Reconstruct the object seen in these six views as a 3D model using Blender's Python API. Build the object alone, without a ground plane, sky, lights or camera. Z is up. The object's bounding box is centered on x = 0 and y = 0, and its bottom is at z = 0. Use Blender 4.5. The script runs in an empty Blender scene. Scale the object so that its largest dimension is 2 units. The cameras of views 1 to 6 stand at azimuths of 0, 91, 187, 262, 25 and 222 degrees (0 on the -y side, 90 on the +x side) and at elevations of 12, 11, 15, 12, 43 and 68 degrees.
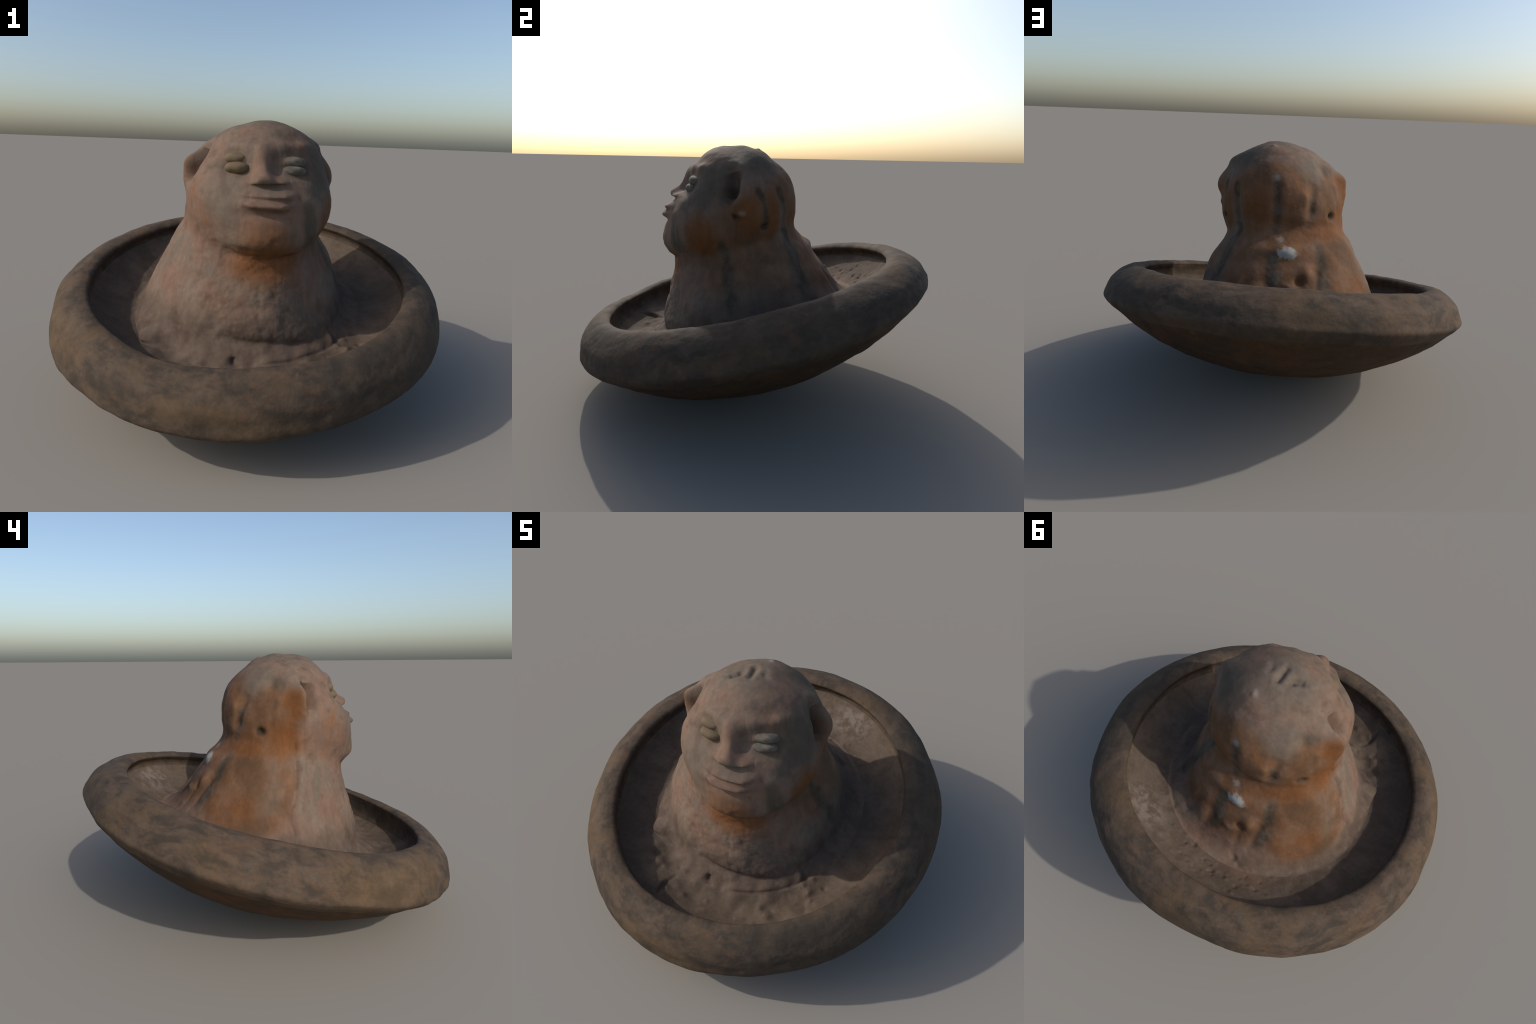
# Weathered clay lid: a shallow tilted dish with a rolled rim, a modelled human
# head on a flaring neck standing in its middle as the handle.
import bpy, math
import numpy as np

# ------------------------------------------------------------------ frame
# "dish frame": origin at the rim-edge plane, third axis = dish axis.
TILT_Y, TILT_X = 0.2431, 0.0139           # dish leans: back (+y) up, +x slightly up
ORIGIN = np.array([0.0004, 0.0056, 0.4460])
_n = np.array([-math.tan(TILT_X), -math.tan(TILT_Y), 1.0]); _n /= np.linalg.norm(_n)
_x = np.cross([0, 1, 0], _n); _x /= np.linalg.norm(_x)
_y = np.cross(_n, _x)
AXES = np.array([_x, _y, _n])             # rows: dish x, y, axis in world
def to_world(P): return np.asarray(P) @ AXES + ORIGIN

# ------------------------------------------------------------------ noise
def _hash(ix, iy, iz, seed):
    h = (ix.astype(np.int64) * 374761393 + iy.astype(np.int64) * 668265263
         + iz.astype(np.int64) * 2147483647 + seed * 974634777) & 0xFFFFFFFF
    h = ((h ^ (h >> 13)) * 1274126177) & 0xFFFFFFFF
    h = (h ^ (h >> 16)) & 0xFFFFFFFF
    return h.astype(np.float64) / 0xFFFFFFFF * 2 - 1
def vnoise(P, seed=0):
    """smooth value noise in [-1, 1]"""
    f = np.floor(P); t = P - f; t = t * t * t * (t * (t * 6 - 15) + 10)
    ix, iy, iz = f[:, 0], f[:, 1], f[:, 2]
    out = 0
    for dx in (0, 1):
        wx = t[:, 0] if dx else 1 - t[:, 0]
        for dy in (0, 1):
            wy = t[:, 1] if dy else 1 - t[:, 1]
            for dz in (0, 1):
                wz = t[:, 2] if dz else 1 - t[:, 2]
                out = out + wx * wy * wz * _hash(ix + dx, iy + dy, iz + dz, seed)
    return out
def fbm(P, scale, octaves=3, seed=0, gain=0.5):
    out = 0; a = 1.0
    for o in range(octaves):
        out = out + a * vnoise(P * scale * 2 ** o + 17.3 * o, seed + o); a *= gain
    return out

# ------------------------------------------------------------------ profile of the figure
# levels (height over the rim plane), then how far the surface reaches to
# +x, -x, +y (back), -y (front) at that level
FIGURE = [
 # z      +x      -x      back    front
 (0.934, 0.071, 0.069, 0.021, 0.019),
 (0.930, 0.115, 0.030, 0.065, -0.010),
 (0.917, 0.175, -0.020, 0.115, -0.050),
 (0.894, 0.232, -0.098, 0.192, -0.095),
 (0.856, 0.285, -0.155, 0.260, -0.145),
 (0.808, 0.325, -0.190, 0.297, -0.192),
 (0.750, 0.352, -0.222, 0.335, -0.240),
 (0.690, 0.368, -0.245, 0.362, -0.285),
 (0.630, 0.382, -0.262, 0.374, -0.335),
 (0.570, 0.392, -0.275, 0.374, -0.364),
 (0.500, 0.388, -0.287, 0.360, -0.384),
 (0.450, 0.370, -0.305, 0.345, -0.378),
 (0.400, 0.352, -0.345, 0.345, -0.364),
 (0.360, 0.362, -0.372, 0.362, -0.364),
 (0.310, 0.398, -0.400, 0.398, -0.390),
 (0.250, 0.436, -0.435, 0.412, -0.425),
 (0.180, 0.465, -0.470, 0.443, -0.462),
 (0.100, 0.484, -0.508, 0.480, -0.500),
 (0.040, 0.506, -0.534, 0.508, -0.526),
 (0.002, 0.534, -0.562, 0.540, -0.556),
]
# dish profile: radius, height over the rim plane
DISH = [
 (0.592, -0.018), (0.652, -0.004), (0.725, 0.032), (0.780, 0.066), (0.812, 0.087),   # floor
 (0.824, 0.100), (0.820, 0.117), (0.806, 0.132), (0.797, 0.146), (0.806, 0.158),
 (0.834, 0.166), (0.865, 0.164), (0.905, 0.146), (0.945, 0.115), (0.972, 0.082),
 (0.988, 0.041), (0.998, 0.004), (0.984, -0.020), (0.940, -0.058),             # rim
 (0.850, -0.133), (0.700, -0.223), (0.500, -0.316), (0.300, -0.370), (0.150, -0.388), (0.002, -0.393)]
# departures of the figure from a smooth oval section:
# (direction in degrees, its spread, level, its spread, how far out)
SWELL = [
 (-138, 26, 0.68, 0.08, 0.022), (-120, 16, 0.50, 0.06, -0.020),     # full right cheek
 (-38, 26, 0.82, 0.10, -0.030),     # flat left temple
 (-22, 22, 0.56, 0.08, 0.016),      # left jaw corner
 (178, 30, 0.62, 0.13, 0.032),      # right side behind the ear
 (35, 28, 0.10, 0.20, -0.024), (-28, 22, 0.26, 0.12, -0.030), (-64, 20, 0.19, 0.11, -0.042),
 (-112, 18, 0.425, 0.045, -0.034), (-12, 16, 0.66, 0.07, 0.014), (55, 25, 0.20, 0.12, -0.016), (-142, 18, 0.36, 0.10, -0.015), (-98, 14, 0.0, 0.06, 0.015), (200, 20, 0.0, 0.06, 0.012),    # crease under the jaw
 (45, 30, 0.90, 0.06, -0.014), (135, 30, 0.90, 0.06, -0.016), (-135, 30, 0.90, 0.06, -0.014), (-45, 30, 0.90, 0.06, -0.018),
]
# departures of the dish edge from a circle: direction, spread, amount
WARP = [(118, 28, 0.014), (172, 24, -0.006), (-152, 16, 0.004), (30, 24, -0.010), (-40, 22, 0.011), (-138, 24, 0.010)]
def around(deg, spread):
    dd = (np.degrees(theta) - deg + 180) % 360 - 180
    return np.exp(-(dd / spread) ** 2)
HEAD_X, HEAD_Y = 0.07, 0.02
NT = 640
theta = np.linspace(0, 2 * np.pi, NT, endpoint=False)
ct, st = np.cos(theta), np.sin(theta)

def hermite(keys, u):
    """smooth curve through keys (rows) at parameter u in key units"""
    K = np.asarray(keys, float); n = len(K)
    ch = np.linalg.norm(np.diff(K, axis=0), axis=1) ** 0.5 + 1e-9
    T = np.concatenate([[0], np.cumsum(ch)])
    d = np.diff(K, axis=0) / ch[:, None]
    m = np.zeros_like(K); m[0] = d[0]; m[-1] = d[-1]
    w0, w1 = ch[1:, None], ch[:-1, None]
    m[1:-1] = (w0 * d[:-1] + w1 * d[1:]) / (w0 + w1)
    i = np.clip(np.floor(u).astype(int), 0, n - 2); s = (u - i)[:, None]; h = ch[i][:, None]
    a, b = K[i], K[i + 1]
    return ((2 * s**3 - 3 * s**2 + 1) * a + (s**3 - 2 * s**2 + s) * h * m[i]
            + (-2 * s**3 + 3 * s**2) * b + (s**3 - s**2) * h * m[i + 1])

def build_grid():
    keys = []
    for z, xr, xl, yb, yf in FIGURE:
        keys.append((xr - HEAD_X, HEAD_X - xl, yb - HEAD_Y, HEAD_Y - yf, z, HEAD_X, HEAD_Y))
    nf = len(keys)
    for r, z in DISH:
        keys.append((r, r, r, r, z, 0, 0))
    K = np.array(keys)
    # sample density: by arc length of each key segment, finer on the figure
    seg = np.hypot(np.diff(K[:, :4].mean(1)), np.diff(K[:, 4]))
    step = np.where(np.arange(len(seg)) < nf, 0.0036, 0.0048)
    step[nf + 19:] = 0.009
    u = []; row_of_key = []
    for i, L in enumerate(seg):
        n = max(3, int(round(L / step[i])))
        row_of_key.append(len(u)); u += list(i + np.arange(n) / n)
    row_of_key.append(len(u)); u.append(len(seg) - 1e-6)
    u = np.array(u)
    C = hermite(K, u)
    # outline of the dish is not a perfect circle
    e = 0.0013 * np.cos(2 * theta) + 0.0106 * np.sin(2 * theta) + 0.001 * np.cos(3 * theta) \
        + 0.0098 * np.sin(3 * theta) + 0.0027 * np.cos(4 * theta) - 0.0054 * np.sin(4 * theta)
    for deg, sp, am in WARP: e = e + am * around(deg, sp)
    rim_tall = 1 + 0.0411 * ct - 0.0628 * st
    rows = []
    for k in range(len(u)):
        a, b, c, d, z, cx, cy = C[k]
        in_dish = np.clip((u[k] - (nf - 2)) / 2, 0, 1)
        ex = 2.10 - 0.10 * in_dish
        ax = np.where(ct >= 0, a, b); ay = np.where(st >= 0, c, d)
        rho = 1 / ((np.abs(ct) / np.maximum(ax, 1e-4)) ** ex + (np.abs(st) / np.maximum(ay, 1e-4)) ** ex) ** (1 / ex)
        rho = rho * (1 + in_dish * e * min(1, (rho.mean() / 0.995)) ** 2)
        for deg, sp, zl, zs, am in SWELL:
            rho = rho + (1 - in_dish) * am * around(deg, sp) * math.exp(-((z - zl) / zs) ** 2) * min(1, rho.mean() / 0.2)
        zz = np.full(NT, z)
        if u[k] > nf + 4 and z > 0: zz = z * rim_tall
        if u[k] > nf + 16 and z < 0: zz = z * (1 - 0.015 * st)
        if nf + 2 < u[k] < nf + 8:          # less undercut on the right side
            rho = rho - (0.008 + 0.010 * around(190, 70)) * max(0, 1 - ((u[k] - nf - 5) / 2.5) ** 2)
        if nf < u[k] < nf + 7:              # floor lies lower along the front
            zz = zz - 0.053 * around(-64, 44) * math.sin(math.pi * (u[k] - nf) / 7) ** 1.2
        if nf - 2.5 < u[k] < nf + 2:
            zz = zz + 0.016 * around(-8, 30) * math.sin(math.pi * (u[k] - nf + 2.5) / 4.5) ** 2
        rows.append(np.stack([cx + rho * ct, cy + rho * st, zz], -1))
    return np.array(rows), u, row_of_key, nf

G, U, ROWK, NF = build_grid()
NR = len(G)

# ------------------------------------------------------------------ sculpting brushes
def grid_normals(G):
    du = np.empty_like(G); du[1:-1] = G[2:] - G[:-2]; du[0] = G[1] - G[0]; du[-1] = G[-1] - G[-2]
    dv = np.roll(G, -1, 1) - np.roll(G, 1, 1)
    n = np.cross(dv, du); n = -n
    n /= np.linalg.norm(n, axis=-1, keepdims=True) + 1e-12
    return n
def smooth_grid(F, it):
    for _ in range(it):
        F = (F + np.roll(F, 1, 1) + np.roll(F, -1, 1)) / 3
        H = F.copy(); H[1:-1] = (F[2:] + F[:-2] + F[1:-1]) / 3; F = H
    return F

class Sculpt:
    def __init__(self, P): self.P = P; self.N = None
    def renormal(self):
        full = G.copy(); full[:len(self.P)] = self.P
        self.N = grid_normals(full)[:len(self.P)]
        self.N = smooth_grid(self.N, 6); self.N /= np.linalg.norm(self.N, axis=-1, keepdims=True) + 1e-12
    def _near(self, lo, hi, reach):
        m = np.ones(self.P.shape[:2], bool)
        for ax in range(3):
            m &= (self.P[..., ax] > lo[ax] - reach[ax]) & (self.P[..., ax] < hi[ax] + reach[ax])
        return m
    def _apply(self, m, w, vec, amt):
        if vec is None: d = self.N[m]
        else:
            d = np.array(vec, float); d = (d / np.linalg.norm(d))[None]
        self.P[m] += (w * amt)[:, None] * d
    def bump(self, c, r, amt, vec=None, sharp=2.0):
        c = np.array(c); r = np.array(r, float)
        m = self._near(c, c, 3 * r)
        d = np.sqrt((((self.P[m] - c) / r) ** 2).sum(-1)); self._apply(m, np.exp(-d ** sharp), vec, amt)
    def ridge(self, pts, r, amt, vec=None, sharp=2.0, taper=True):
        pts = np.array(pts, float)
        if len(pts) > 2: pts = hermite(pts, np.linspace(0, len(pts) - 1 - 1e-6, 22))
        m = self._near(pts.min(0), pts.max(0), [3 * r] * 3); Q = self.P[m]
        best = np.full(len(Q), 1e9); tt = np.zeros(len(Q))
        L = np.concatenate([[0], np.cumsum(np.linalg.norm(np.diff(pts, axis=0), axis=1))])
        for i in range(len(pts) - 1):
            a, b = pts[i], pts[i + 1]; e = b - a; l2 = e @ e
            t = np.clip(((Q - a) @ e) / l2, 0, 1)
            d = np.linalg.norm(Q - a - t[:, None] * e, axis=-1)
            k = d < best; best[k] = d[k]; tt[k] = ((L[i] + t * (L[i + 1] - L[i])) / L[-1])[k]
        w = np.exp(-(best / r) ** sharp)
        if taper: w = w * np.clip(4 * tt * (1 - tt) + 0.35, 0, 1)
        self._apply(m, w, vec, amt)

fig_rows = ROWK[NF + 4]
S = Sculpt(G[:fig_rows].copy())
S.renormal()
MID = 0.08
rng = np.random.default_rng(11)
# --- ears: a hollow in front of a raised flange
S.bump((-0.240, 0.045, 0.735), (0.072, 0.050, 0.082), 0.055, (-1, -0.10, 0.12))
S.ridge([(-0.19, 0.068, 0.815), (-0.25, 0.045, 0.770), (-0.285, 0.025, 0.715), (-0.285, 0.010, 0.640)], 0.030, 0.016, (-1, -0.25, 0.15))
S.ridge([(-0.200, 0.020, 0.800), (-0.245, -0.002, 0.760), (-0.262, -0.012, 0.715), (-0.265, -0.020, 0.685)], 0.034, 0.092, (0.80, 0.30, -0.45))
S.bump((-0.20, 0.105, 0.800), (0.05, 0.045, 0.045), 0.026, (-1, 0.2, 0.2))
S.bump((-0.19, 0.185, 0.745), (0.05, 0.035, 0.05), 0.014, (1, -0.4, 0))
S.ridge([(-0.29, 0.015, 0.67), (-0.285, 0.035, 0.62), (-0.285, 0.045, 0.58)], 0.028, 0.010, (-1, -0.2, 0))
S.bump((0.32, 0.165, 0.820), (0.05, 0.045, 0.045), 0.020, (1, 0.5, 0.2))
S.bump((0.345, 0.115, 0.720), (0.075, 0.060, 0.100), 0.044, (1, 0.0, 0.10))
S.ridge([(0.32, 0.130, 0.830), (0.365, 0.165, 0.785), (0.395, 0.160, 0.71), (0.395, 0.10, 0.640), (0.38, 0.03, 0.61)], 0.032, 0.022, (1, 0.0, 0.10))
S.ridge([(0.340, 0.090, 0.780), (0.365, 0.088, 0.740), (0.378, 0.072, 0.700), (0.380, 0.045, 0.665)], 0.034, 0.110, (-0.88, 0.22, -0.25))
S.renormal()
# --- brow and eye sockets, swollen lids in them
S.bump((-0.045, -0.185, 0.780), (0.085, 0.07, 0.050), 0.044, (0, 1, -0.6))
S.bump((0.200, -0.160, 0.766), (0.090, 0.07, 0.050), 0.044, (0, 1, -0.6))
S.bump((0.138, -0.19, 0.775), (0.036, 0.06, 0.050), 0.026, (0, 1, -0.5))
S.bump((-0.010, -0.21, 0.752), (0.035, 0.05, 0.024), 0.016, (0, 1, -0.3))
S.ridge([(-0.12, -0.115, 0.842), (-0.04, -0.12, 0.856), (0.03, -0.14, 0.848)], 0.028, 0.014)
S.ridge([(0.12, -0.12, 0.846), (0.20, -0.09, 0.845), (0.27, -0.04, 0.828)], 0.028, 0.014)
S.renormal()
S.ridge([(-0.10, -0.145, 0.797), (-0.047, -0.145, 0.804), (0.0, -0.15, 0.797)], 0.020, 0.016)
S.ridge([(-0.09, -0.175, 0.772), (-0.043, -0.18, 0.766), (0.005, -0.175, 0.770)], 0.020, 0.016)
S.ridge([(0.135, -0.15, 0.780), (0.195, -0.13, 0.788), (0.255, -0.11, 0.776)], 0.020, 0.014)
S.ridge([(0.135, -0.17, 0.757), (0.195, -0.16, 0.750), (0.255, -0.13, 0.752)], 0.020, 0.014)
# --- nose: low bridge widening into a broad wedge, hanging lower on one side
S.ridge([(0.058, -0.14, 0.845), (0.068, -0.19, 0.800), (0.078, -0.23, 0.760)], 0.044, 0.024, (0, -0.9, 0.45), taper=False)
S.ridge([(0.008, -0.240, 0.738), (0.045, -0.25, 0.746), (0.082, -0.25, 0.746), (0.13, -0.235, 0.733), (0.185, -0.215, 0.714)], 0.034, 0.036, (0, -1, 0.25))
S.bump((0.10, -0.285, 0.717), (0.085, 0.06, 0.011), 0.024, (0, 1, 0.35))
# --- lips: muzzle, fuller upper roll, slit, thinner lower roll
S.bump((0.09, -0.29, 0.672), (0.125, 0.07, 0.042), 0.022, (0, -1, 0.0))
S.ridge([(-0.030, -0.290, 0.699), (0.03, -0.305, 0.701), (0.09, -0.31, 0.699), (0.15, -0.295, 0.690), (0.205, -0.26, 0.672)], 0.018, 0.034, (0, -1, 0.10))
S.ridge([(-0.015, -0.315, 0.662), (0.04, -0.33, 0.660), (0.09, -0.335, 0.658), (0.14, -0.325, 0.652), (0.190, -0.295, 0.643)], 0.017, 0.026, (0, -1, 0.02))
S.ridge([(-0.035, -0.31, 0.681), (0.04, -0.345, 0.681), (0.09, -0.35, 0.679), (0.15, -0.34, 0.671), (0.20, -0.29, 0.658)], 0.007, 0.012, (0, 1, 0))
S.bump((0.09, -0.35, 0.618), (0.12, 0.05, 0.020), -0.012)
S.renormal()
# --- chin and the crease under the jaw
S.bump((0.11, -0.39, 0.51), (0.12, 0.08, 0.07), 0.012)
S.ridge([(-0.10, -0.345, 0.48), (-0.07, -0.36, 0.455), (-0.02, -0.375, 0.430), (0.06, -0.380, 0.410), (0.15, -0.365, 0.405), (0.24, -0.30, 0.415)], 0.022, -0.013)
S.bump((0.132, -0.40, 0.511), (0.018, 0.03, 0.013), -0.005)
# --- three pits on the crown, low swellings round them
S.ridge([(-0.035, 0.050, 0.90), (0.0, 0.072, 0.91), (0.012, 0.10, 0.91)], 0.017, -0.021)
S.ridge([(0.058, 0.128, 0.91), (0.068, 0.065, 0.92)], 0.016, -0.018, taper=False)
S.ridge([(0.110, 0.115, 0.90), (0.120, 0.092, 0.90), (0.140, 0.060, 0.90)], 0.016, -0.021)
S.bump((0.07, 0.16, 0.915), (0.10, 0.05, 0.05), 0.008)
S.bump((0.095, 0.236, 0.873), (0.014, 0.014, 0.014), 0.006)
# --- pits below the ears and on the back, warts
S.bump((-0.245, 0.191, 0.512), (0.022, 0.022, 0.018), -0.022)
S.bump((0.340, 0.192, 0.482), (0.022, 0.026, 0.014), -0.016)
S.bump((0.392, 0.070, 0.553), (0.016, 0.018, 0.016), -0.016)
S.bump((0.386, 0.103, 0.562), (0.016, 0.016, 0.016), 0.007)
S.bump((-0.113, 0.345, 0.600), (0.030, 0.03, 0.032), 0.014)
S.ridge([(-0.16, 0.30, 0.68), (-0.150, 0.303, 0.58), (-0.145, 0.30, 0.47)], 0.030, -0.014)
S.ridge([(0.045, 0.375, 0.66), (0.036, 0.37, 0.55), (0.034, 0.34, 0.42)], 0.030, -0.010)
S.ridge([(0.255, 0.30, 0.62), (0.245, 0.30, 0.50), (0.26, 0.27, 0.40)], 0.030, -0.011)
S.ridge([(-0.26, 0.19, 0.455), (-0.15, 0.28, 0.44), (-0.02, 0.34, 0.425), (0.10, 0.345, 0.42)], 0.030, -0.006)
# --- lumps low on the nape
S.bump((-0.045, 0.400, 0.300), (0.040, 0.03, 0.030), 0.012)
S.bump((-0.150, 0.415, 0.205), (0.035, 0.04, 0.050), 0.016)
S.bump((-0.120, 0.430, 0.160), (0.024, 0.03, 0.022), -0.022)
S.bump((-0.065, 0.450, 0.130), (0.025, 0.03, 0.014), 0.012)
S.ridge([(-0.20, 0.36, 0.24), (-0.215, 0.405, 0.15), (-0.215, 0.45, 0.06)], 0.020, -0.006)
S.ridge([(-0.13, 0.44, 0.13), (-0.15, 0.49, 0.04), (-0.17, 0.52, -0.01)], 0.018, -0.005)
S.ridge([(0.05, 0.44, 0.18), (0.05, 0.48, 0.08), (0.06, 0.53, 0.0)], 0.026, -0.006)
S.ridge([(0.14, 0.43, 0.18), (0.17, 0.47, 0.08), (0.20, 0.51, 0.0)], 0.024, -0.010)
S.renormal()
# --- edge of the thick slip that ran down the right side
S.ridge([(-0.285, -0.010, 0.52), (-0.36, -0.040, 0.365), (-0.41, -0.052, 0.28), (-0.465, -0.040, 0.17), (-0.495, -0.07, 0.105), (-0.52, -0.075, 0.042)], 0.024, 0.010, taper=False)
S.ridge([(-0.286, 0.022, 0.509), (-0.368, -0.006, 0.365), (-0.416, -0.014, 0.28), (-0.474, 0.000, 0.17), (-0.503, -0.032, 0.105), (-0.531, -0.028, 0.042)], 0.009, -0.006, taper=False)
S.ridge([(0.305, -0.25, 0.60), (0.30, -0.262, 0.50), (0.285, -0.245, 0.43)], 0.016, 0.007)
S.ridge([(0.275, -0.30, 0.34), (0.30, -0.31, 0.27), (0.335, -0.315, 0.20)], 0.010, -0.006)
S.ridge([(0.255, -0.32, 0.36), (0.28, -0.33, 0.27), (0.315, -0.34, 0.19)], 0.018, 0.006)
# --- frayed foot on the right: a ledge standing off, small hollows below it
S.ridge([(-0.52, -0.20, 0.02), (-0.46, -0.34, 0.005), (-0.40, -0.42, 0.0)], 0.034, 0.040, (-0.78, -0.62, 0.1))
S.bump((-0.455, -0.385, 0.010), (0.06, 0.06, 0.026), 0.055, (-0.78, -0.60, 0.15))
S.bump((-0.335, -0.500, -0.010), (0.045, 0.03, 0.014), -0.024)
S.ridge([(-0.35, -0.44, 0.06), (-0.30, -0.47, 0.045), (-0.25, -0.50, 0.03)], 0.022, 0.014)
S.bump((-0.321, -0.417, 0.083), (0.020, 0.03, 0.009), -0.014)
S.ridge([(-0.37, -0.37, 0.12), (-0.335, -0.415, 0.10), (-0.285, -0.44, 0.095)], 0.014, 0.007)
# --- finger-pressed front: groove, then lobes spreading on the floor
S.ridge([(-0.10, -0.495, 0.085), (0.0, -0.51, 0.075), (0.10, -0.51, 0.07), (0.22, -0.49, 0.05), (0.33, -0.43, 0.02)], 0.020, -0.012)
S.ridge([(-0.20, -0.46, 0.15), (0.0, -0.48, 0.14), (0.18, -0.465, 0.13)], 0.05, 0.008)
for cx, cy, hh in ((-0.20, -0.53, 0.016), (-0.10, -0.560, 0.024), (0.020, -0.590, 0.022), (0.115, -0.570, 0.030), (0.19, -0.555, 0.020), (0.270, -0.50, 0.026), (0.345, -0.45, 0.012)):
    S.bump((cx, cy - 0.02, -0.01), (0.048, 0.060, 0.05), hh * 1.15, (0.05, -0.3, 0.95))
S.ridge([(-0.048, -0.545, 0.02), (-0.040, -0.570, -0.005)], 0.012, -0.018)
S.ridge([(-0.24, -0.545, -0.01), (-0.20, -0.565, -0.015), (-0.15, -0.565, -0.01)], 0.013, -0.014)
for _ in range(26):                     # uneven apron round the foot
    an = math.radians(rng.uniform(-190, 20)); rr = rng.uniform(0.50, 0.66)
    S.bump((rr * math.cos(an), rr * math.sin(an), 0.0), (rng.uniform(0.02, 0.05), rng.uniform(0.02, 0.05), 0.06), rng.uniform(-0.008, 0.014))
for _ in range(34):                     # clods and gaps in the front trough
    an = math.radians(rng.uniform(-135, -35)); rr = rng.uniform(0.58, 0.74); r0 = rng.uniform(0.012, 0.034)
    S.bump((rr * math.cos(an), rr * math.sin(an), -0.01), (r0, r0 * rng.uniform(0.6, 1.4), 0.07), rng.choice([-0.012, -0.007, 0.008, 0.011, 0.014]))
# --- floor of the dish: cracks, dents, grit
S.ridge([(0.56, -0.05, -0.03), (0.64, -0.02, -0.02), (0.73, -0.03, 0.03), (0.81, -0.01, 0.08)], 0.012, -0.007, taper=False)
S.ridge([(0.53, 0.20, -0.03), (0.57, 0.12, -0.03), (0.60, 0.04, -0.03)], 0.012, -0.008)
S.ridge([(-0.22, -0.60, -0.02), (-0.25, -0.66, 0.0), (-0.24, -0.75, 0.06)], 0.011, -0.010, taper=False)
S.bump((-0.225, -0.665, 0.0), (0.03, 0.02, 0.02), -0.012)
S.bump((-0.30, -0.70, 0.03), (0.05, 0.035, 0.03), 0.012)
for _ in range(60):
    an = rng.uniform(55, 135); rr = rng.uniform(0.57, 0.75)
    p = (rr * math.cos(math.radians(an)), rr * math.sin(math.radians(an)), np.interp(rr, [0.58, 0.65, 0.725, 0.785], [-0.04, -0.012, 0.03, 0.07]))
    r0 = rng.uniform(0.006, 0.012)
    S.bump(p, (r0, r0, 0.03), rng.choice([-0.007, 0.004, 0.004]))
S.bump((0.02, 0.600, -0.03), (0.014, 0.012, 0.03), -0.014)
S.bump((-0.185, 0.510, -0.025), (0.016, 0.012, 0.03), -0.016)
S.bump((-0.225, 0.520, -0.03), (0.012, 0.012, 0.03), -0.010)
# soften the folds where the pressed lobes meet the floor
soft = smooth_grid(S.P, 14)
rows = np.arange(fig_rows)[:, None]
wt = np.exp(-((rows - ROWK[NF] - 2) / 16.0) ** 2) * around(-72, 30)[None] * 0.9
S.P = S.P + (soft - S.P) * wt[..., None]
G[:fig_rows] = S.P

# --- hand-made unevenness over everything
N = smooth_grid(grid_normals(G), 4); N /= np.linalg.norm(N, axis=-1, keepdims=True) + 1e-12
P = G.reshape(-1, 3)
fig_w = np.clip((ROWK[NF] - np.arange(NR)) / 30.0, 0, 1)[:, None] * np.ones((1, NT))
rough_w = np.exp(-((np.degrees(theta) + 105 + 180) % 360 - 180) ** 2 / 55.0 ** 2)[None] * np.clip((0.62 - G[:, :, 2]) / 0.2, 0, 1)
amp = (fbm(P, 5.0, 2, 1) * 0.0060 + fbm(P, 9.0, 2, 3) * 0.0030 + fbm(P, 16.0, 3, 5) * 0.0014).reshape(NR, NT)
dishamp = (fbm(P * np.array([1, 1, 1.6]), 3.2, 2, 21) * 0.006 + fbm(P, 11.0, 3, 25) * 0.0022 + fbm(P, 40.0, 2, 31) * 0.0006).reshape(NR, NT)
frontamp = (fbm(P, 22.0, 3, 41) * 0.0028).reshape(NR, NT)
pole = np.clip(np.hypot(G[:, :, 0] - G[:, :1, 0].mean(), G[:, :, 1]) * 0 + np.minimum(np.arange(NR), NR - 1 - np.arange(NR))[:, None] / 12.0, 0, 1)
G = G + N * ((fig_w * (amp + rough_w * frontamp) + (1 - fig_w) * dishamp) * pole)[..., None]

# ------------------------------------------------------------------ mesh and parts
verts = to_world(G.reshape(-1, 3))
verts[:, 2] -= 0.0
apex = to_world(G[0].mean(0)[None]); nadir = to_world(G[-1].mean(0)[None])
V = np.concatenate([verts, apex, nadir])
faces = []
part = []
Gc = G.reshape(-1, 3)
idx = np.arange(NR * NT).reshape(NR, NT)
a = idx[:-1]; b = np.roll(idx, -1, 1)[:-1]; c = np.roll(idx, -1, 1)[1:]; d = idx[1:]
quads = np.stack([a, d, c, b], -1).reshape(-1, 4)
qc = Gc[quads].mean(1)
qrow = np.repeat(np.arange(NR - 1), NT)
PARTS = ["head", "neck", "ear", "nose", "lip", "dish_floor", "rim", "underside"]
pid = np.full(len(quads), 5)
neck_row = ROWK[12]; floor_row = ROWK[NF]; seam_row = ROWK[NF + 4]; under_row = ROWK[NF + 18]
pid[qrow < floor_row] = 1
pid[qrow < neck_row] = 0
pid[qrow >= seam_row] = 6
pid[qrow >= under_row] = 7
def inside(c, r): return ((((qc - np.array(c)) / np.array(r)) ** 2).sum(1) < 1)
ear_l = inside((-0.24, 0.03, 0.735), (0.09, 0.075, 0.115)) & (pid == 0)
ear_r = inside((0.38, 0.11, 0.72), (0.10, 0.085, 0.13)) & (pid == 0)
nose_m = inside((MID, -0.25, 0.765), (0.085, 0.09, 0.065)) & (pid == 0)
lip_m = inside((MID, -0.32, 0.672), (0.135, 0.09, 0.042)) & (pid == 0) & ~nose_m

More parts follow.
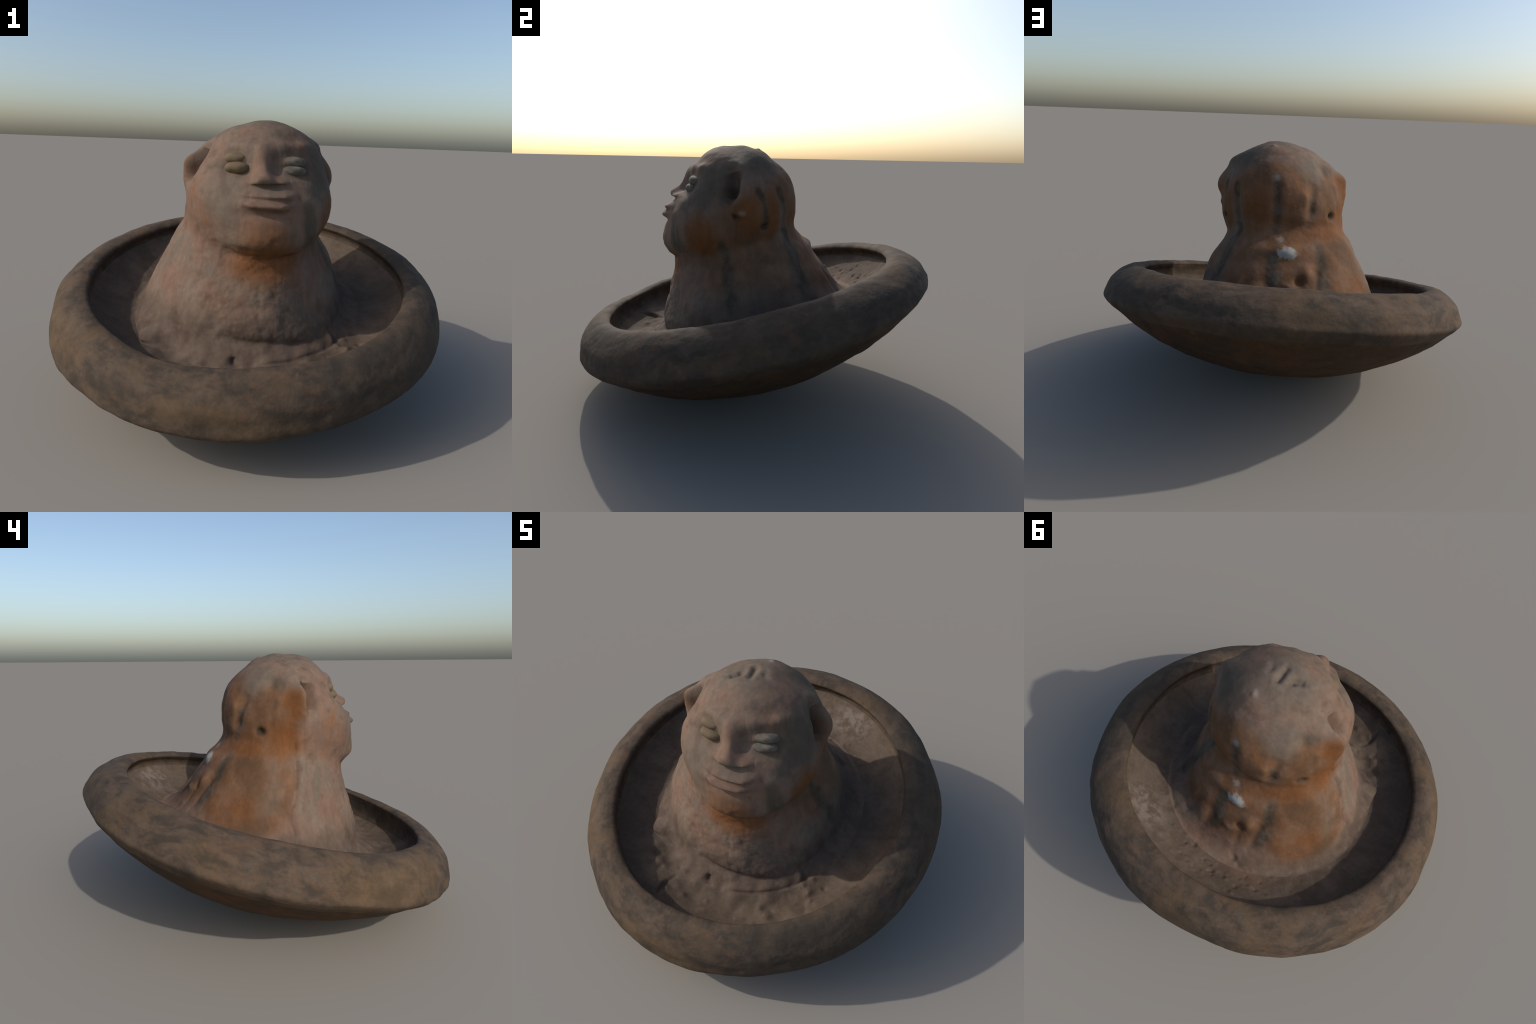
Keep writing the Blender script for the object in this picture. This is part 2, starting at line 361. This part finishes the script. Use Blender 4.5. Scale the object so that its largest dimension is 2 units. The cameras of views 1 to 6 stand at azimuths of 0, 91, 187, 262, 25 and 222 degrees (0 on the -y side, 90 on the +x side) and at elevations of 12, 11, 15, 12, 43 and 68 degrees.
def new_mesh(name, V, F):
    me = bpy.data.meshes.new(name); me.from_pydata(V.tolist(), [], F if isinstance(F, list) else F.tolist()); me.update()
    return me
tri_top = [(NR * NT, int(idx[0, j]), int(idx[0, (j + 1) % NT])) for j in range(NT)]
tri_bot = [(NR * NT + 1, int(idx[-1, (j + 1) % NT]), int(idx[-1, j])) for j in range(NT)]
whole = new_mesh("whole", V, quads.tolist() + tri_top + tri_bot)
NRM = np.empty(len(V) * 3); whole.vertex_normals.foreach_get("vector", NRM); NRM = NRM.reshape(-1, 3)
bpy.data.meshes.remove(whole)

root = bpy.data.objects.new("effigy_lid", None)
bpy.context.scene.collection.objects.link(root)
root["label"] = "weathered clay dish lid with a modelled human head"
root["category"] = "clay lid"

# ------------------------------------------------------------------ materials
class Nodes:
    """small helper to write shader graphs as expressions"""
    def __init__(self, name, rough=0.8):
        self.m = bpy.data.materials.new(name); self.m.use_nodes = True
        self.t = self.m.node_tree; self.b = self.t.nodes["Principled BSDF"]
        self.b.inputs["Roughness"].default_value = rough
        self.b.inputs["Specular IOR Level"].default_value = 0.18
        self.co = self.t.nodes.new("ShaderNodeTexCoord").outputs["Object"]
    def link(self, a, b): self.t.links.new(a, b)
    def put(self, sock, v):
        if isinstance(v, bpy.types.NodeSocket): self.link(v, sock)
        elif hasattr(sock.default_value, "__len__"):
            v = list(v); sock.default_value = v + [1.0] * (len(sock.default_value) - len(v))
        else: sock.default_value = v
    def vec(self, op, a, b=None, out=0):
        n = self.t.nodes.new("ShaderNodeVectorMath"); n.operation = op
        self.put(n.inputs[0], a)
        if b is not None: self.put(n.inputs[3 if op == "SCALE" else 1], b)
        return n.outputs["Value" if op in ("LENGTH", "DOT_PRODUCT", "DISTANCE") else "Vector"]
    def math(self, op, a, b=None, clamp=False):
        n = self.t.nodes.new("ShaderNodeMath"); n.operation = op; n.use_clamp = clamp
        self.put(n.inputs[0], a)
        if b is not None: self.put(n.inputs[1], b)
        return n.outputs[0]
    def noise(self, scale, detail=3.0, rough=0.55, co=None, color=False):
        n = self.t.nodes.new("ShaderNodeTexNoise"); n.inputs["Scale"].default_value = scale
        n.inputs["Detail"].default_value = detail; n.inputs["Roughness"].default_value = rough
        self.link(co if co is not None else self.co, n.inputs["Vector"])
        return n.outputs["Color" if color else "Fac"]
    def step(self, v, lo, hi, a=0.0, b=1.0):
        n = self.t.nodes.new("ShaderNodeMapRange"); n.interpolation_type = "SMOOTHSTEP"
        self.put(n.inputs[0], v); n.inputs[1].default_value = lo; n.inputs[2].default_value = hi
        n.inputs[3].default_value = a; n.inputs[4].default_value = b
        return n.outputs[0]
    def mix(self, fac, a, b, mode="MIX"):
        n = self.t.nodes.new("ShaderNodeMix"); n.data_type = "RGBA"; n.blend_type = mode
        self.put(n.inputs[0], fac); self.put(n.inputs[6], a); self.put(n.inputs[7], b)
        return n.outputs[2]
    def wobble(self, scale, amount, detail=3.0):
        c = self.vec("SUBTRACT", self.noise(scale, detail, color=True), (0.5, 0.5, 0.5))
        return self.vec("ADD", self.co, self.vec("SCALE", c, amount))
    def stretched(self, sx, sy, sz):
        n = self.t.nodes.new("ShaderNodeMapping"); self.link(self.co, n.inputs[0]); n.inputs["Scale"].default_value = (sx, sy, sz)
        return n.outputs[0]
    def blob(self, co, centre, radii, soft=0.4):
        """1 inside an ellipsoid (centre in the dish frame), fading over soft"""
        d = self.vec("SUBTRACT", co, to_world(centre).tolist())
        d = self.vec("LENGTH", self.vec("DIVIDE", d, radii))
        return self.step(d, 1 + soft, 1 - soft)
    def streak(self, co, a, b, r, soft=0.5):
        """1 along the segment a-b (dish frame)"""
        A = to_world(a); D = to_world(b) - A
        p = self.vec("SUBTRACT", co, A.tolist())
        h = self.math("DIVIDE", self.vec("DOT_PRODUCT", p, D.tolist()), float(D @ D), clamp=True)
        q = self.vec("SUBTRACT", p, self.vec("SCALE", tuple(D.tolist()), h))
        return self.step(self.math("DIVIDE", self.vec("LENGTH", q), r), 1 + soft, 1 - soft)
    def times(self, *v):
        o = v[0]
        for w in v[1:]: o = self.math("MULTIPLY", o, w)
        return o
    def most(self, *v):
        o = v[0]
        for w in v[1:]: o = self.math("MAXIMUM", o, w)
        return o
    def finish(self, col, height=None, strength=0.3, dist=0.01):
        self.put(self.b.inputs["Base Color"], col)
        if height is not None:
            n = self.t.nodes.new("ShaderNodeBump"); n.inputs["Strength"].default_value = strength; n.inputs["Distance"].default_value = dist
            self.link(height, n.inputs["Height"]); self.link(n.outputs[0], self.b.inputs["Normal"])
        return self.m

def figure_clay():
    k = Nodes("fired_clay_with_slip", 0.78)
    PINK = (0.152, 0.094, 0.066); GREY = (0.146, 0.106, 0.078); ORANGE = (0.140, 0.067, 0.031); RUST = (0.138, 0.051, 0.013)
    BROWN = (0.085, 0.052, 0.033); SLATE = (0.074, 0.060, 0.043); DARK = (0.036, 0.029, 0.019); WHITE = (0.25, 0.24, 0.22)
    near = k.wobble(9.0, 0.07); far = k.wobble(4.0, 0.12); run = k.wobble(8.0, 0.075, 5.0)
    big = k.noise(5.0, 3); mid = k.noise(14.0, 4); fine = k.noise(55.0, 4); drip = k.noise(1.0, 4, 0.6, co=k.stretched(26, 26, 5))
    # slip: pink and grey mottling
    col = k.mix(k.step(big, 0.40, 0.62), PINK, GREY)
    col = k.mix(k.times(k.step(mid, 0.52, 0.70), 0.45), col, (0.160, 0.086, 0.060))
    col = k.mix(k.times(k.step(mid, 0.46, 0.30), 0.5), col, BROWN)
    # bare orange body: back and sides behind the slip edge
    bare = k.most(k.blob(near, (-0.36, 0.20, 0.22), (0.19, 0.235, 0.34), 0.16),
                  k.blob(near, (-0.24, 0.15, 0.60), (0.12, 0.155, 0.17), 0.22),
                  k.blob(far, (0.02, 0.42, 0.30), (0.33, 0.17, 0.32), 0.2),
                  k.blob(far, (0.05, 0.36, 0.60), (0.30, 0.16, 0.17), 0.25),
                  k.blob(near, (0.36, 0.14, 0.52), (0.12, 0.17, 0.17), 0.3),
                  k.times(k.blob(far, (0.38, 0.06, 0.36), (0.13, 0.34, 0.20), 0.4), 0.8))
    col = k.mix(bare, col, k.mix(k.step(big, 0.34, 0.58), (0.092, 0.049, 0.025), k.mix(k.step(mid, 0.40, 0.62), ORANGE, (0.148, 0.080, 0.046))))
    # deep orange: cheek below the ear, chin, throat, jaw, run-offs
    rust = k.most(k.blob(near, (-0.28, 0.07, 0.50), (0.08, 0.09, 0.10), 0.5),
                  k.blob(near, (-0.20, 0.25, 0.43), (0.16, 0.10, 0.06), 0.6),
                  k.blob(near, (0.09, -0.38, 0.40), (0.18, 0.13, 0.10), 0.4),
                  k.times(k.blob(near, (0.08, -0.42, 0.52), (0.14, 0.10, 0.085), 0.5), 0.8),
                  k.streak(run, (-0.125, -0.37, 0.54), (-0.120, -0.36, 0.40), 0.026, 0.4),
                  k.times(k.blob(run, (-0.24, -0.18, 0.58), (0.07, 0.12, 0.13), 0.4), k.step(drip, 0.50, 0.66), 0.75),
                  k.blob(near, (-0.30, 0.07, 0.69), (0.07, 0.055, 0.09), 0.5),
                  k.blob(near, (0.37, -0.14, 0.50), (0.08, 0.075, 0.12), 0.4),
                  k.blob(near, (0.38, 0.12, 0.55), (0.07, 0.06, 0.09), 0.5),
                  k.blob(near, (0.30, 0.24, 0.55), (0.08, 0.04, 0.12), 0.5),
                  k.times(k.blob(near, (-0.42, 0.20, 0.16), (0.09, 0.10, 0.05), 0.6), 0.6),
                  k.times(k.blob(near, (0.14, 0.33, 0.52), (0.07, 0.08, 0.12), 0.6), 0.7))
    col = k.mix(k.times(rust, 0.78), col, RUST)
    # grey veil: left side of the head, crown, neck
    veil = k.most(k.blob(near, (0.31, -0.06, 0.72), (0.10, 0.15, 0.14), 0.5),
                  k.blob(near, (0.24, 0.22, 0.82), (0.13, 0.13, 0.08), 0.6),
                  k.times(k.blob(far, (0.46, 0.00, 0.08), (0.13, 0.30, 0.15), 0.5), 0.55),
                  k.streak(run, (0.29, -0.30, 0.64), (0.29, -0.28, 0.48), 0.045, 0.4),
                  k.times(k.blob(far, (0.15, 0.05, 0.95), (0.20, 0.16, 0.07), 0.6), 0.35))
    col = k.mix(k.times(veil, 0.85), col, SLATE)
    greyface = k.most(k.blob(near, (-0.10, -0.28, 0.68), (0.09, 0.10, 0.12), 0.5), k.blob(near, (0.10, -0.30, 0.72), (0.09, 0.08, 0.03), 0.5),
                      k.blob(near, (0.02, 0.12, 0.92), (0.14, 0.14, 0.06), 0.5),
                      k.streak(run, (-0.17, -0.33, 0.50), (-0.165, -0.33, 0.32), 0.028, 0.5), k.streak(run, (-0.33, -0.13, 0.40), (-0.38, -0.13, 0.26), 0.03, 0.5),
                      k.times(k.streak(k.wobble(7.0, 0.16, 4.0), (-0.37, 0.09, 0.38), (-0.45, 0.10, 0.16), 0.045, 0.8), 0.6), k.blob(near, (-0.12, 0.24, 0.76), (0.10, 0.10, 0.08), 0.6))
    col = k.mix(k.times(greyface, 0.7), col, (0.118, 0.095, 0.072))
    # dark run-off streaks, and a dark patch in the groove behind the ear
    dark = k.most(k.streak(run, (0.36, -0.03, 0.56), (0.35, -0.04, 0.42), 0.024, 0.5), k.streak(run, (0.35, -0.04, 0.42), (0.45, -0.05, 0.12), 0.036, 0.5),
                  k.streak(run, (0.27, 0.30, 0.64), (0.245, 0.295, 0.43), 0.024, 0.6),
                  k.streak(run, (0.245, 0.29, 0.43), (0.31, 0.31, 0.26), 0.028, 0.5), k.streak(run, (0.31, 0.31, 0.26), (0.37, 0.34, 0.08), 0.046, 0.5),
                  k.streak(run, (0.345, 0.20, 0.66), (0.345, 0.20, 0.49), 0.020, 0.6),
                  k.streak(run, (0.04, 0.37, 0.66), (0.030, 0.35, 0.42), 0.028, 0.6), k.streak(run, (0.03, 0.41, 0.28), (0.0, 0.47, 0.10), 0.034, 0.6),
                  k.streak(run, (-0.15, 0.31, 0.66), (-0.145, 0.30, 0.46), 0.022, 0.6), k.streak(run, (-0.22, 0.32, 0.34), (-0.25, 0.40, 0.12), 0.034, 0.6),
                  k.times(k.blob(near, (-0.20, 0.14, 0.76), (0.04, 0.035, 0.04), 0.6), 0.6),
                  k.times(k.streak(run, (0.29, -0.30, 0.33), (0.36, -0.31, 0.16), 0.012, 0.5), 0.8))
    col = k.mix(k.times(dark, k.step(drip, 0.30, 0.55, 0.45, 0.85)), col, k.mix(k.step(mid, 0.4, 0.6), DARK, SLATE))
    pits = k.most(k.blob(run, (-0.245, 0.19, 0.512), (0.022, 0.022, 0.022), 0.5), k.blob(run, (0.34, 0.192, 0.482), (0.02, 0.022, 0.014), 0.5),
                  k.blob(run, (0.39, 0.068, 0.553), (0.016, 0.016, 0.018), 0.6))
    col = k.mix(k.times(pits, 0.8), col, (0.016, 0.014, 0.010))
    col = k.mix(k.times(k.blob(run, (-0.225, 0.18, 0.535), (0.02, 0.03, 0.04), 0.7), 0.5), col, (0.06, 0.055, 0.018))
    # foot takes the colour of the floor
    foot = k.step(k.vec("LENGTH", k.vec("DIVIDE", k.vec("SUBTRACT", near, to_world((0, 0, -0.35)).tolist()), (0.80, 0.80, 0.50))), 1.13, 1.00)
    col = k.mix(k.times(foot, 0.97), col, k.mix(k.step(mid, 0.36, 0.66), (0.088, 0.060, 0.043), (0.115, 0.082, 0.060)))
    # white lime spots
    lime = k.most(k.times(k.blob(k.wobble(34.0, 0.075), (-0.046, 0.405, 0.298), (0.050, 0.05, 0.030), 0.30), k.step(k.noise(40.0, 3), 0.15, 0.36)),
                  k.times(k.blob(k.wobble(30.0, 0.04), (0.005, 0.37, 0.365), (0.026, 0.03, 0.012), 0.6), 0.55),
                  k.times(k.blob(run, (0.052, 0.37, 0.685), (0.018, 0.03, 0.018), 0.7), 0.45),
                  k.times(k.blob(run, (0.386, 0.103, 0.562), (0.014, 0.012, 0.014), 0.7), 0.35),
                  k.times(k.blob(run, (-0.065, 0.455, 0.13), (0.02, 0.02, 0.012), 0.7), 0.35),
                  k.times(k.blob(run, (0.095, 0.236, 0.873), (0.016, 0.016, 0.016), 0.7), 0.3))
    col = k.mix(lime, col, WHITE)
    # fine speckle and run marks
    col = k.mix(1.0, col, k.mix(k.step(drip, 0.35, 0.68), (0.90, 0.90, 0.90), (1.09, 1.09, 1.08)), "MULTIPLY")
    col = k.mix(1.0, col, k.mix(fine, (0.82, 0.83, 0.84), (1.17, 1.16, 1.15)), "MULTIPLY")
    return k.finish(col, k.math("ADD", fine, k.math("MULTIPLY", mid, 0.8)), 0.25, 0.005)

def dish_clay(kind):
    k = Nodes("smoked_clay_" + kind, 0.82)
    near = k.wobble(9.0, 0.08); run = k.wobble(20.0, 0.04)
    big = k.noise(3.4, 4); mid = k.noise(9.0, 4, 0.6); spot = k.noise(19.0, 3, 0.6); fine = k.noise(60.0, 4)
    if kind == "floor":
        col = k.mix(k.step(mid, 0.36, 0.66), (0.080, 0.057, 0.040), (0.112, 0.081, 0.058))
        col = k.mix(k.times(k.step(spot, 0.56, 0.70), 0.5), col, (0.052, 0.038, 0.029))
        dust = k.times(k.blob(near, (0.33, 0.66, 0.04), (0.14, 0.12, 0.08), 0.7), k.step(spot, 0.38, 0.60))
        col = k.mix(k.times(dust, 0.6), col, (0.19, 0.155, 0.13))
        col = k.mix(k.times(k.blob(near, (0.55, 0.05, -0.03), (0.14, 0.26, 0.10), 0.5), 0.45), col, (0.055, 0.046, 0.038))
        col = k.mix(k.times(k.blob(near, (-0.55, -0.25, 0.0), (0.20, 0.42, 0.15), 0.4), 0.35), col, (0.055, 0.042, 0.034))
        col = k.mix(k.times(k.blob(near, (-0.22, 0.50, 0.02), (0.16, 0.09, 0.08), 0.6), 0.5), col, (0.125, 0.062, 0.036))
        grit = k.times(k.step(k.noise(120.0, 2), 0.70, 0.76), k.step(spot, 0.45, 0.6))
        col = k.mix(k.times(grit, 0.7), col, (0.26, 0.21, 0.16))
    elif kind == "underside":
        col = k.mix(k.step(big, 0.40, 0.62), (0.050, 0.030, 0.016), (0.070, 0.036, 0.016))
        col = k.mix(k.times(k.step(mid, 0.52, 0.66), 0.7), col, (0.032, 0.024, 0.017))
        col = k.mix(k.times(k.step(spot, 0.60, 0.72), 0.5), col, (0.085, 0.050, 0.026))
    else:
        # coordinates that run round the rim: slow along it, fast across it
        w = k.wobble(5.0, 0.10); flat = k.vec("MULTIPLY", w, (1, 1, 0))
        across = k.math("SUBTRACT", k.vec("DOT_PRODUCT", w, (-0.0135, -0.2407, 0.9705)), k.vec("LENGTH", flat))
        ring = k.vec("ADD", k.vec("SCALE", k.vec("NORMALIZE", flat), 8.0), k.vec("SCALE", (0, 0, 1), k.math("MULTIPLY", across, 13.0)))
        streaky = k.noise(1.0, 5, 0.65, co=ring)
        col = k.mix(k.step(streaky, 0.38, 0.62), (0.050, 0.037, 0.027), (0.084, 0.058, 0.039))
        col = k.mix(k.times(k.step(big, 0.48, 0.64), 0.6), col, (0.092, 0.058, 0.031))          # tan
        col = k.mix(k.times(k.step(spot, 0.60, 0.74), 0.5), col, (0.100, 0.056, 0.040))           # reddish
        col = k.mix(k.times(k.step(k.noise(16.0, 3, 0.6), 0.58, 0.70), 0.5), col, (0.066, 0.056, 0.044))   # grey
        smoke = k.most(k.times(k.blob(k.wobble(5.0, 0.3), (0.80, 0.40, 0.05), (0.40, 0.62, 0.3), 0.4), 0.6), k.times(k.blob(k.wobble(5.0, 0.3), (0.62, -0.70, 0.0), (0.42, 0.40, 0.3), 0.4), 0.6),
                       k.blob(near, (-0.46, -0.82, 0.06), (0.10, 0.08, 0.05), 0.6), k.times(k.blob(near, (-0.10, 0.93, 0.0), (0.45, 0.14, 0.10), 0.5), 0.5))
        smoke = k.most(k.times(smoke, k.step(mid, 0.26, 0.52)), k.times(k.step(streaky, 0.47, 0.33), 0.8))
        col = k.mix(k.times(smoke, 0.75), col, (0.037, 0.030, 0.022))
        gold = k.most(k.blob(near, (-0.12, -0.92, 0.07), (0.20, 0.08, 0.05), 0.6), k.times(k.blob(near, (-0.86, -0.35, 0.05), (0.14, 0.34, 0.09), 0.6), 0.7))
        col = k.mix(k.times(gold, 0.6), col, (0.105, 0.066, 0.032))
        rusty = k.most(k.times(k.step(k.noise(7.0, 3, 0.6, co=k.stretched(1, 1, 2.2)), 0.60, 0.72), 0.6), k.blob(near, (-0.84, 0.28, 0.10), (0.06, 0.10, 0.04), 0.7))
        col = k.mix(k.times(rusty, 0.55), col, (0.115, 0.055, 0.030))
    col = k.mix(1.0, col, k.mix(spot, (0.72, 0.73, 0.75), (1.28, 1.27, 1.25)), "MULTIPLY")
    col = k.mix(1.0, col, k.mix(fine, (0.80, 0.81, 0.82), (1.20, 1.19, 1.18)), "MULTIPLY")
    return k.finish(col, k.math("ADD", fine, spot), 0.3, 0.006)

def eye_clay(name, a, b):
    k = Nodes(name, 0.75)
    n = k.noise(30.0, 3); f = k.noise(80.0, 3)
    col = k.mix(k.step(n, 0.35, 0.65), a, b)
    return k.finish(col, f, 0.2, 0.004)
MAT = figure_clay()
FLOOR, RIM, UNDER = dish_clay("floor"), dish_clay("rim"), dish_clay("underside")
EYE_OCHRE = eye_clay("ochre_eye_clay", (0.130, 0.096, 0.054), (0.120, 0.086, 0.056))
EYE_GREY = eye_clay("grey_eye_clay", (0.142, 0.122, 0.095), (0.092, 0.080, 0.063))

def add_part(name, F, parent, mat):
    used = np.unique(np.concatenate([np.array(f) for f in F]) if isinstance(F, list) else F.ravel())
    remap = np.full(len(V), -1); remap[used] = np.arange(len(used))
    FF = [[int(remap[i]) for i in f] for f in F] if isinstance(F, list) else remap[F]
    me = new_mesh(name, V[used], FF)
    me.polygons.foreach_set("use_smooth", np.ones(len(me.polygons), bool))
    me.normals_split_custom_set_from_vertices(NRM[used].tolist())
    me.materials.append(mat)
    ob = bpy.data.objects.new(name, me); bpy.context.scene.collection.objects.link(ob); ob.parent = parent
    return ob
feature = ear_l | ear_r | nose_m | lip_m
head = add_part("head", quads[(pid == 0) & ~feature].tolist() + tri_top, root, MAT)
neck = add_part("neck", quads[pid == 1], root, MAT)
add_part("ear", quads[ear_l], head, MAT); add_part("ear", quads[ear_r], head, MAT)
add_part("nose", quads[nose_m], head, MAT); add_part("mouth", quads[lip_m], head, MAT)
dish = add_part("dish", quads[pid == 7].tolist() + tri_bot, root, UNDER)
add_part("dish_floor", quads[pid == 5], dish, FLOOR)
add_part("rim", quads[pid == 6], dish, RIM)

# ------------------------------------------------------------------ eyes: two clay rolls each
def roll(name, centre, half, tilt_z, up_axis, mat):
    nu, nv = 48, 24
    Vv = []; Ff = []
    for i in range(nv + 1):
        ph = math.pi * i / nv
        for j in range(nu):
            t = 2 * math.pi * j / nu
            Vv.append((math.cos(ph), math.sin(ph) * math.cos(t), math.sin(ph) * math.sin(t)))
    for i in range(nv):
        for j in range(nu):
            k = i * nu + j; k2 = i * nu + (j + 1) % nu
            Ff.append((k, k2, k2 + nu, k + nu))
    A = np.array(Vv); A[:, 0] = np.sign(A[:, 0]) * np.abs(A[:, 0]) ** 0.9
    A *= np.array(half)
    A += 0.002 * np.stack([vnoise(A * 40 + 3 * i + centre[0] * 50, 9 + i) for i in range(3)], -1)
    right = np.array([math.cos(tilt_z), math.sin(tilt_z), 0.0])
    right = right + np.array([0, 0, up_axis]); right /= np.linalg.norm(right)
    fwd = np.cross(np.array([0, 0.55, 0.83]), right); fwd /= np.linalg.norm(fwd)   # points out of the face
    up = np.cross(fwd, right)
    W = A[:, :1] * right + A[:, 1:2] * fwd + A[:, 2:] * up + np.array(centre)
    me = new_mesh(name, to_world(W), Ff); me.polygons.foreach_set("use_smooth", np.ones(len(me.polygons), bool))
    me.materials.append(mat)
    ob = bpy.data.objects.new(name, me); bpy.context.scene.collection.objects.link(ob); ob.parent = head
    return ob
roll("eyelid", (-0.047, -0.134, 0.801), (0.058, 0.036, 0.029), -0.10, 0.0, EYE_OCHRE)
roll("eyelid", (-0.043, -0.164, 0.766), (0.060, 0.038, 0.029), -0.10, 0.0, EYE_OCHRE)
roll("eyelid", (0.197, -0.119, 0.782), (0.068, 0.038, 0.029), 0.22, -0.05, EYE_GREY)
roll("eyelid", (0.200, -0.146, 0.748), (0.065, 0.037, 0.027), 0.22, -0.05, EYE_GREY)
